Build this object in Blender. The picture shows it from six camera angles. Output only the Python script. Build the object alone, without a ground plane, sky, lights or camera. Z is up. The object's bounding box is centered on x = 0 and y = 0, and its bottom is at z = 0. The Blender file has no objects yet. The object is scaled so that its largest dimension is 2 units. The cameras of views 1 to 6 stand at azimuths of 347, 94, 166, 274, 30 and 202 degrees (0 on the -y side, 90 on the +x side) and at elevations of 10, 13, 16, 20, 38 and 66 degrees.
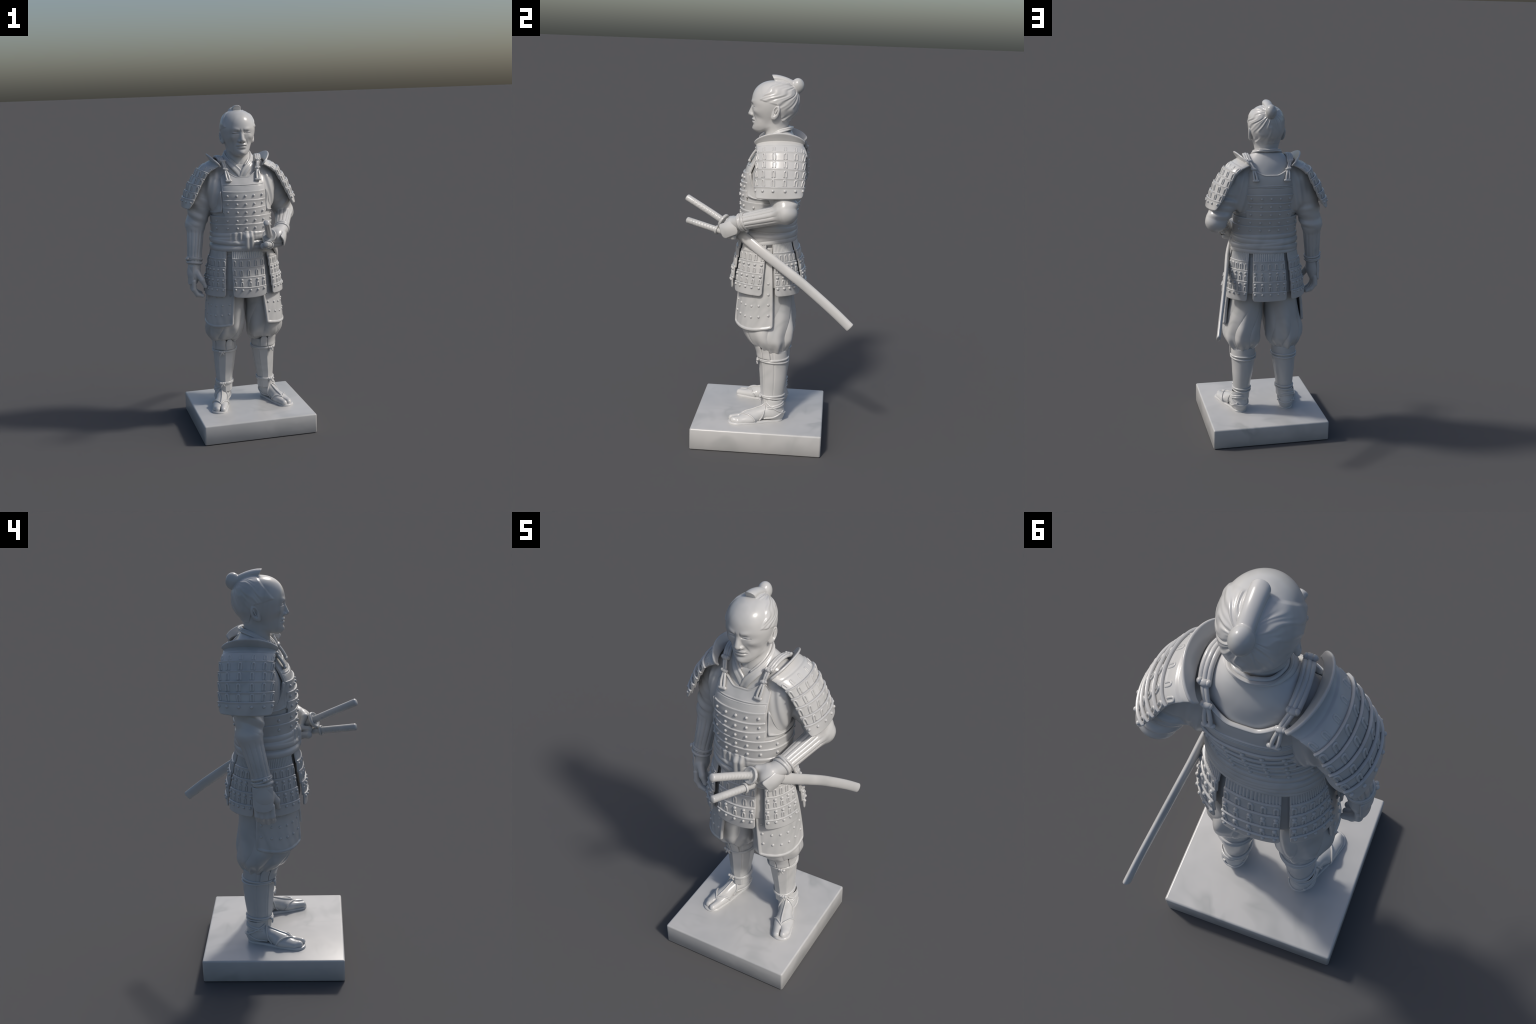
# Marble statue of a standing armoured swordsman on a square plinth.
# Organic parts are implicit surfaces (smooth unions of simple solids) that are
# meshed with surface nets; armour plates are curved slabs with rounded edges.
import bpy, math
import numpy as np
from mathutils import Matrix, Vector

X0 = -0.004                      # symmetry plane of the figure
RNG = np.random.default_rng(7)
TOP = 0.118                      # upper face of the plinth


# ------------------------------------------------------------------ materials
def marble(name, tone=1.0, rough=0.27):
    m = bpy.data.materials.new(name)
    m.use_nodes = True
    nt = m.node_tree
    N, L = nt.nodes, nt.links
    bs = N["Principled BSDF"]
    tc = N.new("ShaderNodeTexCoord")
    n1 = N.new("ShaderNodeTexNoise")
    n1.inputs["Scale"].default_value = 4.2
    n1.inputs["Detail"].default_value = 2.5
    n1.inputs["Distortion"].default_value = 0.9
    L.new(tc.outputs["Object"], n1.inputs["Vector"])
    vein = N.new("ShaderNodeMath"); vein.operation = 'SUBTRACT'
    vein.inputs[1].default_value = 0.5
    L.new(n1.outputs["Fac"], vein.inputs[0])
    ab = N.new("ShaderNodeMath"); ab.operation = 'ABSOLUTE'
    L.new(vein.outputs[0], ab.inputs[0])
    r1 = N.new("ShaderNodeValToRGB")
    r1.color_ramp.elements[0].position = 0.0
    r1.color_ramp.elements[0].color = (0.46, 0.46, 0.46, 1)
    r1.color_ramp.elements[1].position = 0.11
    r1.color_ramp.elements[1].color = (0, 0, 0, 1)
    L.new(ab.outputs[0], r1.inputs["Fac"])
    n2 = N.new("ShaderNodeTexNoise")
    n2.inputs["Scale"].default_value = 5.0
    n2.inputs["Detail"].default_value = 3
    L.new(tc.outputs["Object"], n2.inputs["Vector"])
    r2 = N.new("ShaderNodeValToRGB")
    r2.color_ramp.elements[0].position = 0.35
    r2.color_ramp.elements[0].color = (0.445 * tone, 0.445 * tone, 0.44 * tone, 1)
    r2.color_ramp.elements[1].position = 0.65
    r2.color_ramp.elements[1].color = (0.50 * tone, 0.495 * tone, 0.485 * tone, 1)
    L.new(n2.outputs["Fac"], r2.inputs["Fac"])
    n3 = N.new("ShaderNodeTexNoise")
    n3.inputs["Scale"].default_value = 3.0
    L.new(tc.outputs["Object"], n3.inputs["Vector"])
    r3 = N.new("ShaderNodeMapRange")
    r3.inputs["From Min"].default_value = 0.46
    r3.inputs["From Max"].default_value = 0.72
    L.new(n3.outputs["Fac"], r3.inputs["Value"])
    mm = N.new("ShaderNodeMath"); mm.operation = 'MULTIPLY'
    L.new(r1.outputs["Color"], mm.inputs[0]); L.new(r3.outputs["Result"], mm.inputs[1])
    mx = N.new("ShaderNodeMix"); mx.data_type = 'RGBA'
    L.new(mm.outputs[0], mx.inputs["Factor"])
    L.new(r2.outputs["Color"], mx.inputs["A"])
    mx.inputs["B"].default_value = (0.24, 0.255, 0.25, 1)
    L.new(mx.outputs["Result"], bs.inputs["Base Color"])
    bs.inputs["Roughness"].default_value = rough
    bs.inputs["IOR"].default_value = 1.5
    return m


STONE = marble("polished_marble", 1.06, 0.23)
PLINTH = marble("plinth_marble", 1.0, 0.30)


# ------------------------------------------------------------------ scene tree
def empty(name):
    o = bpy.data.objects.new(name, None)
    bpy.context.collection.objects.link(o)
    return o


STATUE = empty("samurai_statue")
STATUE["label"] = "polished white marble statue of a standing armoured samurai with swords"
STATUE["category"] = "statue"


def add(mesh, name, parent=None, mat=None):
    if not mesh.materials:
        mesh.materials.append(mat or STONE)
    o = bpy.data.objects.new(name, mesh)
    bpy.context.collection.objects.link(o)
    o.parent = parent or STATUE
    return o


def to_mesh(name, V, F, normals=None):
    me = bpy.data.meshes.new(name)
    me.from_pydata(np.asarray(V, float).tolist(), [], [list(map(int, f)) for f in F])
    me.update()
    me.polygons.foreach_set("use_smooth", np.ones(len(me.polygons), bool))
    if normals is not None:
        me.normals_split_custom_set_from_vertices(np.asarray(normals, float).tolist())
    return me


# ------------------------------------------------------------------ curve helpers
def spline(ts, vals):
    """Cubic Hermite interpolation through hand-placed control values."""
    ts = np.asarray(ts, float)
    v = np.asarray(vals, float)
    if ts[0] > ts[-1]:
        ts, v = ts[::-1], v[::-1]
    d = np.gradient(v, ts, axis=0) if len(ts) > 2 else np.repeat(((v[1] - v[0]) / (ts[1] - ts[0]))[None], 2, 0)

    def f(t):
        t = np.clip(np.asarray(t, float), ts[0], ts[-1])
        i = np.clip(np.searchsorted(ts, t, side='right') - 1, 0, len(ts) - 2)
        h = ts[i + 1] - ts[i]
        s = (t - ts[i]) / h
        if v.ndim > 1:
            s = s[..., None]; h = h[..., None]
        return ((2 * s**3 - 3 * s**2 + 1) * v[i] + (s**3 - 2 * s**2 + s) * h * d[i]
                + (-2 * s**3 + 3 * s**2) * v[i + 1] + (s**3 - s**2) * h * d[i + 1])
    return f


def path(points):
    p = np.asarray(points, float)
    s = np.r_[0, np.cumsum(np.linalg.norm(np.diff(p, axis=0), axis=1))]
    return spline(s / s[-1], p)


def mirror(points):
    p = np.array(points, float)
    p[..., 0] = 2 * X0 - p[..., 0]
    return p


def smooth(e0, e1, x):
    t = np.clip((x - e0) / (e1 - e0), 0, 1)
    return t * t * (3 - 2 * t)


def gauss(x):
    return np.exp(-x * x)


# ------------------------------------------------------------------ implicit solids
def ell(X, Y, Z, c, r):
    a, b, d = (X - c[0]) / r[0], (Y - c[1]) / r[1], (Z - c[2]) / r[2]
    k0 = np.sqrt(a * a + b * b + d * d) + 1e-9
    k1 = np.sqrt((a / r[0])**2 + (b / r[1])**2 + (d / r[2])**2) + 1e-9
    return k0 * (k0 - 1) / k1


def cap(X, Y, Z, a, b, ra, rb):
    a = np.asarray(a, float); b = np.asarray(b, float)
    u = b - a
    L2 = float(u @ u)
    t = np.clip(((X - a[0]) * u[0] + (Y - a[1]) * u[1] + (Z - a[2]) * u[2]) / L2, 0, 1)
    dx, dy, dz = X - a[0] - t * u[0], Y - a[1] - t * u[1], Z - a[2] - t * u[2]
    return np.sqrt(dx * dx + dy * dy + dz * dz) - (ra + (rb - ra) * t)


def smin(a, b, k):
    h = np.maximum(k - np.abs(a - b), 0) / k
    return np.minimum(a, b) - h * h * k * 0.25


def smax(a, b, k):
    return -smin(-a, -b, k)


def grad(f, P, e=4e-4):
    g = np.empty_like(P)
    for i in range(3):
        q = P.copy(); q[:, i] += e
        r = P.copy(); r[:, i] -= e
        g[:, i] = (f(q[:, 0], q[:, 1], q[:, 2]) - f(r[:, 0], r[:, 1], r[:, 2])) / (2 * e)
    return g


def snap(f, pts, lift=0.0, n=8):
    P = np.array(pts, float)
    for _ in range(n):
        d = f(P[:, 0], P[:, 1], P[:, 2]) - lift
        g = grad(f, P)
        P -= np.clip(d / (np.sum(g * g, 1) + 1e-9), -.02, .02)[:, None] * g
    return P


def surface(f, lo, hi, h):
    """Surface nets over a regular lattice, vertices pulled on to the zero set."""
    ax = [np.arange(lo[i], hi[i] + h, h) for i in range(3)]
    D = f(ax[0][:, None, None], ax[1][None, :, None], ax[2][None, None, :])
    D = np.broadcast_to(D, tuple(len(a) for a in ax)).astype(np.float32)
    S = D < 0
    c = np.zeros(tuple(n - 1 for n in S.shape), np.int8)
    nx, ny, nz = c.shape
    for i in (0, 1):
        for j in (0, 1):
            for k in (0, 1):
                c += S[i:nx + i, j:ny + j, k:nz + k]
    I, J, K = np.nonzero((c > 0) & (c < 8))
    idx = np.full(c.shape, -1, np.int64)
    idx[I, J, K] = np.arange(len(I))
    pos = np.zeros((len(I), 3)); cnt = np.zeros(len(I))
    for axis in range(3):
        o1, o2 = [a for a in range(3) if a != axis]
        for p in (0, 1):
            for q in (0, 1):
                o = [0, 0, 0]; o[o1] = p; o[o2] = q
                e = list(o); e[axis] = 1
                d0 = D[I + o[0], J + o[1], K + o[2]].astype(float)
                d1 = D[I + e[0], J + e[1], K + e[2]].astype(float)
                m = (d0 < 0) != (d1 < 0)
                t = np.where(m, d0 / np.where(m, d0 - d1, 1), 0)
                v = np.tile(np.array(o, float), (len(I), 1)); v[:, axis] += t
                pos[m] += v[m]; cnt[m] += 1
    pos /= cnt[:, None]
    P = np.stack([ax[0][I], ax[1][J], ax[2][K]], 1) + pos * h
    F = []
    for axis in range(3):
        o1, o2 = (axis + 1) % 3, (axis + 2) % 3
        sl0 = [slice(None)] * 3; sl1 = [slice(None)] * 3
        sl0[axis] = slice(0, -1); sl1[axis] = slice(1, None)
        A, B = S[tuple(sl0)], S[tuple(sl1)]
        for flip in (False, True):
            m = (A & ~B) if not flip else (~A & B)
            E = np.stack(np.nonzero(m), 1)
            E = E[(E[:, o1] > 0) & (E[:, o2] > 0) & (E[:, o1] < c.shape[o1]) & (E[:, o2] < c.shape[o2])]
            quad = []
            for d1, d2 in ((1, 1), (0, 1), (0, 0), (1, 0)):
                e = E.copy(); e[:, o1] -= d1; e[:, o2] -= d2
                quad.append(idx[e[:, 0], e[:, 1], e[:, 2]])
            q = np.stack(quad, 1)
            F.append(q[:, ::-1] if flip else q)
    F = np.concatenate(F)
    F = F[(F >= 0).all(1)]
    for _ in range(3):
        d = f(P[:, 0], P[:, 1], P[:, 2])
        g = grad(f, P, h * .25)
        P = P - np.clip(d / (np.sum(g * g, 1) + 1e-6), -h, h)[:, None] * g * .8
    g = grad(f, P, h * .6)
    return P, F, g / (np.linalg.norm(g, axis=1)[:, None] + 1e-12)


def regions(V, F, N, label, parents=None):
    """Split one seamless surface into named parts whose borders coincide."""
    cen = V[F].mean(1)
    lab = label(cen)
    out = {}
    for key in sorted(set(lab)):
        f = F[lab == key]
        used, inv = np.unique(f, return_inverse=True)
        out[key] = add(to_mesh(key, V[used], inv.reshape(f.shape), N[used]), key.split(":")[0],
                       (parents or {}).get(key))
    return out


# ------------------------------------------------------------------ slabs and tubes
def slab(name, fn, W, H, T, parent=None, rt=0.004, rb=0.004, relief=None, lift=(0, 0),
         step=0.006, er=None, out=None, top=None):
    """Curved plate. fn(u, v) is the middle surface for u, v in 0..1; W, H its size in
    metres; rt and rb the corner radii above and below; relief(a, b, d) an extra height
    on the outer face (a from the left, b from the top, d from the nearest edge)."""
    er = er or T * .55
    edge = er * (1 - np.cos(np.linspace(0, np.pi / 2, 5)))
    def axis(Ln):
        n = max(3, int((Ln - 2 * er) / step) + 1)
        return np.r_[edge[:-1], np.linspace(er, Ln - er, n), Ln - edge[:-1][::-1]]
    b = axis(H)
    r1 = rt * (1 - np.cos(np.linspace(0, np.pi / 2, 6))) if rt > er else []
    r2 = H - rb * (1 - np.cos(np.linspace(0, np.pi / 2, 6))) if rb > er else []
    b = np.unique(np.round(np.r_[b, r1, r2], 6))
    a = axis(W)
    A, Bv = np.meshgrid(a, b, indexing='xy')
    ins = np.where(Bv < rt, rt - np.sqrt(np.maximum(rt**2 - (rt - Bv)**2, 0)),
                   np.where(H - Bv < rb, rb - np.sqrt(np.maximum(rb**2 - (rb - (H - Bv))**2, 0)), 0))
    A = ins + A * (W - 2 * ins) / W
    # distance to the rounded outline
    rc = np.where(Bv < H / 2, rt, rb)
    qx = np.abs(A - W / 2) - W / 2 + rc
    qy = np.abs(Bv - H / 2) - H / 2 + rc
    d = -(np.minimum(np.maximum(qx, qy), 0) + np.hypot(np.maximum(qx, 0), np.maximum(qy, 0)) - rc)
    d = np.maximum(d, 0)
    U, Vv = A / W, Bv / H
    P = fn(U, Vv)
    e = 2e-3
    du = fn(U + e, Vv) - fn(U - e, Vv)
    dv = fn(U, Vv + e) - fn(U, Vv - e)
    n = np.cross(du, dv)
    n /= np.linalg.norm(n, axis=-1)[..., None] + 1e-12
    if out is not None and np.sum((P - np.asarray(out)) * n) < 0:
        n = -n
    t = T / 2 * np.sqrt(1 - (1 - np.clip(d / er, 0, 1))**2)
    li = lift[0] + (lift[1] - lift[0]) * Vv
    ex = 0 if relief is None else relief(A, Bv, d) * np.clip(d / (er * .6), 0, 1)
    o = P + n * (li + t + ex)[..., None]
    q = P + n * (li - t)[..., None]
    ny, nx = d.shape
    idx = np.arange(nx * ny).reshape(ny, nx)
    bord = np.zeros((ny, nx), bool)
    bord[0] = bord[-1] = True; bord[:, 0] = bord[:, -1] = True
    idx2 = idx.copy()
    idx2[~bord] = nx * ny + np.arange((~bord).sum())
    V = np.r_[o.reshape(-1, 3), q[~bord]]
    def quads(i):
        return np.stack([i[:-1, :-1], i[:-1, 1:], i[1:, 1:], i[1:, :-1]], -1).reshape(-1, 4)
    f1, f2 = quads(idx), quads(idx2)[:, ::-1]
    F = np.r_[f1, f2]
    p = V[f1[len(f1) // 2]]
    if np.dot(np.cross(p[1] - p[0], p[3] - p[0]), n[ny // 2, nx // 2]) < 0:
        F = F[:, ::-1]
    return add(to_mesh(name, V, F), name, parent)


def frame_on(fn, u, v, out, up=0.0):
    """Placement matrix on a surface: x along u, y against v, z outward."""
    u, v = np.array([u]), np.array([v])
    e = 2e-3
    p = fn(u, v)[0]
    du = (fn(u + e, v) - fn(u - e, v))[0]
    dv = (fn(u, v + e) - fn(u, v - e))[0]
    z = np.cross(du, dv); z /= np.linalg.norm(z)
    if np.dot(p - np.asarray(out), z) < 0:
        z = -z
    y = -dv / np.linalg.norm(dv)
    y -= z * np.dot(y, z); y /= np.linalg.norm(y)
    x = np.cross(y, z)
    m = Matrix.Identity(4)
    for i in range(3):
        m[i][0], m[i][1], m[i][2], m[i][3] = x[i], y[i], z[i], p[i] + z[i] * up
    return m


def lifted(fn, lift, out):
    """The same surface moved along its normal by a lift that changes from top to bottom."""
    def g(u, v):
        e = 2e-3
        P = fn(u, v)
        n = np.cross(fn(u + e, v) - fn(u - e, v), fn(u, v + e) - fn(u, v - e))
        n /= np.linalg.norm(n, axis=-1)[..., None] + 1e-12
        s = np.where(np.sum((P - np.asarray(out)) * n, -1) < 0, -1.0, 1.0)
        return P + n * (s * (lift[0] + (lift[1] - lift[0]) * v))[..., None]
    return g


def put(mesh, name, m, parent):
    o = add(mesh, name, parent)
    o.matrix_local = m
    return o


def sweep(P, R, seg=12, flat=None, wide=None, closed=False, relief=None, capped=True, blunt=1.0):
    """Tube along points P with radii R; flat is the (fixed) direction of the second
    radius 'wide' for flattened sections."""
    P = np.asarray(P, float)
    n = len(P)
    R = np.broadcast_to(np.asarray(R, float), (n,))
    Wd = R if wide is None else np.broadcast_to(np.asarray(wide, float), (n,))
    if closed:
        T = np.roll(P, -1, 0) - np.roll(P, 1, 0)
    else:
        T = np.gradient(P, axis=0)
    T /= np.linalg.norm(T, axis=1)[:, None]
    a = np.array(flat if flat is not None else (0.13, 0.2, 0.97), float)
    E1 = np.empty_like(P); E2 = np.empty_like(P)
    prev = a - T[0] * np.dot(a, T[0])
    for i in range(n):
        base = a if flat is not None else prev
        b = base - T[i] * np.dot(base, T[i])
        b /= np.linalg.norm(b)
        E1[i] = b; E2[i] = np.cross(T[i], b); prev = b
    ang = np.linspace(0, 2 * np.pi, seg, endpoint=False)
    if capped and not closed:
        k = 4
        th = np.linspace(0, np.pi / 2, k + 1)[:-1]
        def capring(i, s):
            c0 = [P[i] + s * T[i] * R[i] * blunt * np.cos(t) for t in th]
            return np.array(c0), np.array([max(np.sin(t), .02)**(.5 + .5 * blunt) for t in th])
        c0, m0 = capring(0, -1); c1, m1 = capring(-1, 1)
        P = np.r_[c0, P, c1[::-1]]
        m = np.r_[m0, np.ones(n), m1[::-1]]
        R = np.r_[np.full(k, R[0]), R, np.full(k, R[-1])] * m
        Wd = np.r_[np.full(k, Wd[0]), Wd, np.full(k, Wd[-1])] * m
        E1 = np.r_[np.repeat(E1[:1], k, 0), E1, np.repeat(E1[-1:], k, 0)]
        E2 = np.r_[np.repeat(E2[:1], k, 0), E2, np.repeat(E2[-1:], k, 0)]
    N = len(P)
    ex = np.zeros((N, seg))
    if relief is not None:
        ex = relief(np.linspace(0, 1, N)[:, None], ang[None, :])
    V = (P[:, None] + E1[:, None] * (np.cos(ang)[None, :] * (Wd[:, None] + ex))[..., None]
         + E2[:, None] * (np.sin(ang)[None, :] * (R[:, None] + ex))[..., None]).reshape(-1, 3)
    F = []
    for i in range(N if closed else N - 1):
        j = (i + 1) % N
        for s in range(seg):
            s2 = (s + 1) % seg
            F.append((i * seg + s, i * seg + s2, j * seg + s2, j * seg + s))
    if not closed:
        F.append(tuple(range(seg))[::-1])
        F.append(tuple(range((N - 1) * seg, N * seg)))
    return V, F


def tube(name, pts, R, parent=None, n=None, **k):
    V, F = sweep(pts, R, **k)
    return add(to_mesh(name, V, F), name, parent)


def join(name, parts, parent=None):
    V, F, o = [], [], 0
    for v, f in parts:
        V.append(np.asarray(v)); F += [tuple(i + o for i in q) for q in f]; o += len(v)
    return add(to_mesh(name, np.concatenate(V), F), name, parent)


def ball(c, r, seg=14, rings=9):
    r = np.broadcast_to(np.asarray(r, float), (3,))
    th = np.linspace(0, np.pi, rings + 2)[1:-1]
    ph = np.linspace(0, 2 * np.pi, seg, endpoint=False)
    V = [(0, 0, 1)] + [(math.sin(t) * math.cos(p), math.sin(t) * math.sin(p), math.cos(t)) for t in th for p in ph] + [(0, 0, -1)]
    F = [(0, 1 + s, 1 + (s + 1) % seg) for s in range(seg)]
    for i in range(rings - 1):
        for s in range(seg):
            a, b = 1 + i * seg + s, 1 + i * seg + (s + 1) % seg
            F.append((a, a + seg, b + seg, b))
    e = 1 + (rings - 1) * seg
    F += [(e + s, len(V) - 1, e + (s + 1) % seg) for s in range(seg)]
    return np.array(V) * r + np.asarray(c, float), F


def mesh_of(name, parts):
    V, F, o = [], [], 0
    for v, f in parts:
        V.append(np.asarray(v)); F += [tuple(i + o for i in q) for q in f]; o += len(v)
    me = to_mesh(name, np.concatenate(V), F)
    me.materials.append(STONE)
    return me


RIVET = mesh_of("rivet", [ball((0, 0, 0.0008), (.0076, .0076, .0070))])
STUD = mesh_of("stud", [ball((0, 0, 0.001), (.0086, .0076, .0076))])


def loop_mesh(name, w, h, r):
    t = np.linspace(0, np.pi, 9)
    pts = np.r_[[(-w, -h, 0.0)], np.stack([-w * np.cos(t), h - w + w * np.sin(t), np.zeros(9) + .001], 1), [(w, -h, 0.0)]]
    return mesh_of(name, [sweep(path(pts)(np.linspace(0, 1, 22)), r, seg=8, capped=False)])


LOOP = loop_mesh("lacing_loop", .0062, .0165, .0047)
SHORT_LOOP = loop_mesh("lacing_loop_short", .0054, .0125, .0044)
WIDE_LOOP = loop_mesh("lacing_loop_wide", .0058, .0165, .0046)


# ================================================================== PLINTH
def build_plinth():
    x0, x1, y0, y1, r = -0.353, 0.346, -0.379, 0.332, 0.009
    a = np.linspace(0, np.pi / 2, 5)
    prof = [(0.004, 0.0), (0.0, .004)] + [(r - r * math.cos(t), TOP - r + r * math.sin(t)) for t in a]
    V, F = [], []
    k = 6
    for ins, z in prof:
        rr = .010
        for cx, cy, a0 in ((x1 - rr, y1 - rr, 0), (x0 + rr, y1 - rr, 90), (x0 + rr, y0 + rr, 180), (x1 - rr, y0 + rr, 270)):
            for i in range(k):
                t = math.radians(a0 + 90 * i / (k - 1))
                V.append((cx + (rr - ins) * math.cos(t), cy + (rr - ins) * math.sin(t), z))
    n = 4 * k
    for i in range(len(prof) - 1):
        for s in range(n):
            F.append((i * n + s, i * n + (s + 1) % n, (i + 1) * n + (s + 1) % n, (i + 1) * n + s))
    F.append(tuple(range(n))[::-1]); F.append(tuple(range((len(prof) - 1) * n, len(prof) * n)))
    me = to_mesh("plinth", V, F)
    me.polygons[-1].use_smooth = False
    me.polygons[-2].use_smooth = False
    me.materials.append(PLINTH)
    me.set_sharp_from_angle(angle=math.radians(50))
    add(me, "plinth")


# ================================================================== HEAD
FACE_Z = [1.668, 1.69, 1.70, 1.72, 1.745, 1.77, 1.80, 1.83, 1.85, 1.875]
face_front = spline(FACE_Z, [.080, .098, .110, .1175, .1160, .1175, .1160, .1155, .1215, .1215])
face_width = spline(FACE_Z, [.028, .036, .045, .058, .068, .0755, .083, .089, .093, .095])
KNOT = np.array([X0, .113, 1.943])


def hair_mask(x, y, z):
    low = np.where(y < .012, z - 1.847 + .26 * y, np.minimum(z - 1.762 + .10 * y, (y - .012) * 3 + z - 1.847))
    upp = 1.866 + (y + .085) * 1.25 - z
    return smooth(-.004, .007, low) * smooth(-.003, .012, upp)


def head_sdf(X, Y, Z):
    x = X - X0
    ax = np.sqrt(x * x + 1e-8)
    p = 2.4
    rho = (((ax / .1012)**2 + (Y / .1222)**2)**(p / 2) + (np.abs(Z - 1.861) / .1062)**p)**(1 / p)
    d = (rho - 1) * .103
    # face: section by section
    w, fr = face_width(Z), face_front(Z)
    q = Y + .030
    n = 2.1
    dep = np.where(q < 0, fr - .030, .085)
    face = (((ax / w)**n + (np.abs(q) / dep)**n)**(1 / n) - 1) * np.minimum(w, .08)
    jaw = (1.686 + np.maximum(Y + .085, -.02) * .50 - Z) * .88
    face = smax(face, jaw, .018)
    face = smax(face, (Z - 1.900) * .6, .06)
    d = smin(d, face, .030)
    # neck
    yc = .008 + (Z - 1.66) * .06
    neck = (np.sqrt((ax / .0665)**2 + ((Y - yc) / .0600)**2) - 1) * .062
    neck = smax(neck, Z - 1.80, .03)
    neck = smin(neck, cap(ax, Y, Z, (.052, .02, 1.765), (.014, -.034, 1.640), .014, .010), .03)
    d = smin(d, neck, .022)
    # brow, sockets, eyes
    fm = smooth(-.03, -.07, Y)
    d = d - .0022 * gauss((Z - 1.852 - .20 * (ax - .02)) / .011) * gauss((ax - .032) / .024) * fm
    d = d + .0062 * gauss((Z - 1.8370 - .12 * (ax - .02)) / .0085) * gauss((ax - .026) / .014) * smooth(.004, .016, ax) * fm
    d = d + .0022 * gauss((ax - .011) / .005) * gauss((Z - 1.846) / .010) * fm
    d = smin(d, ell(ax, Y, Z, (.0345, -.0915, 1.8290), (.0215, .0165, .0135)), .008)
    lid = gauss((Z - 1.8300 + .05 * (ax - .034)) / .0020) * smooth(.012, .019, ax) * smooth(.060, .050, ax)
    d = d + .0036 * lid * fm
    d = d - .0018 * gauss((Z - 1.8345) / .0025) * smooth(.015, .024, ax) * smooth(.057, .046, ax) * fm
    # cheeks
    d = d - .0040 * gauss((ax - .058) / .018) * gauss((Z - 1.807) / .016) * fm
    d = d + .0030 * gauss((ax - .056) / .018) * gauss((Z - 1.772) / .018) * fm
    d = d + .0022 * gauss((ax - .030 - (1.785 - Z) * .35) / .006) * gauss((Z - 1.772) / .018) * fm
    # nose
    nose = cap(ax, Y, Z, (0, -.1125, 1.846), (0, -.1335, 1.7905), .0090, .0118)
    nose = smin(nose, cap(ax, Y, Z, (0, -.112, 1.815), (0, -.120, 1.788), .012, .016), .01)
    nose = smin(nose, ell(ax, Y, Z, (.0150, -.1210, 1.7850), (.0085, .0120, .0085)), .006)
    d = smin(d, nose, .007)
    d = d + .0030 * gauss((Z - 1.7765) / .0022) * smooth(.020, .012, ax) * smooth(-.115, -.121, Y)
    d = d + .0022 * gauss(np.hypot((ax - .009) / .0035, (Z - 1.7765) / .0035)) * fm
    # mouth
    lipu = ell(ax, Y, Z, (0, -.1128, 1.7615), (.0290, .0125, .0072))
    lipl = ell(ax, Y, Z, (0, -.1098, 1.7460), (.0240, .0125, .0080))
    d = smin(d, lipu, .008); d = smin(d, lipl, .008)
    d = d + .0020 * gauss((Z - 1.7545 + .16 * np.maximum(ax - .008, 0)) / .0021) * smooth(.040, .030, ax) * fm
    d = d + .0012 * gauss((Z - 1.7325) / .006) * gauss(ax / .022) * fm
    d = d - .0035 * gauss((Z - 1.713) / .012) * gauss(ax / .022) * fm
    d = d + .0012 * gauss(ax / .005) * gauss((Z - 1.771) / .005) * fm
    # hair in raised strands that run to the topknot
    m = hair_mask(ax, Y, Z)
    vx, vy, vz = x, Y - KNOT[1], Z - KNOT[2]
    e2 = -.57 * vy + .82 * vz
    phi = np.arctan2(vx, e2)
    r = np.sqrt(vx * vx + vy * vy + vz * vz)
    fade = smooth(.025, .06, r)
    wob = phi + .10 * np.sin(r * 38 + phi * 4) + .05 * np.sin(r * 77 + phi * 9)
    ridge = .55 * np.sin(15 * wob) + .35 * np.sin(27 * wob + 9 * r) + .3 * np.sin(9 * wob - 12 * r)
    side = .45 + .55 * smooth(-.05, .05, x)
    d = d - m * (.0026 + .0021 * ridge * fade * side)
    # ears
    ex, ey, ez = ax - .0955 - .28 * (Y - .008), Y - .008 - .22 * (Z - 1.806), Z - 1.806
    ear = ell(ex, ey, ez, (.001, 0, 0), (.0120, .0205, .0385))
    ear = smin(ear, ell(ex, ey, ez, (.000, -.007, -.026), (.009, .012, .013)), .008)
    bowl = ell(ex, ey, ez, (.0150, -.0015, .004), (.0150, .0125, .0250))
    rim = smax(ear, -bowl, .003)
    rim = smin(rim, cap(ex, ey, ez, (.0050, .005, .018), (.0060, -.0005, -.004), .0032, .0032), .003)
    rim = smin(rim, cap(ex, ey, ez, (.0040, -.012, .004), (.0050, -.010, -.010), .0035, .0040), .003)
    d = smin(smax(d, -smax(bowl, ear, .002), .002), rim, .003)
    # topknot: rounded tail folded forward over the shaved crown, bun behind
    tail_top = 1.997 - 2.2 * np.maximum(Y + .012, 0)**2 - .05 * np.maximum(Y, 0)
    half = .0255 - .03 * np.maximum(Y - .0, 0)
    tt = np.sqrt((ax / half)**2 + (np.maximum(Z - (tail_top - .019), 0) / .019)**2 + 1e-9) - 1
    tail = tt * .018
    tail = smax(tail, (1.93 - Z), .004)
    front = -(Y + .026 - .55 * (1.997 - Z)) * .85
    tail = smax(tail, front, .004)
    tail = smax(tail, Y - .105, .01)
    d = smin(d, tail, .003)
    d = smin(d, ell(X, Y, Z, KNOT, (.0315, .0345, .0405)), .004)
    return d


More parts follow.
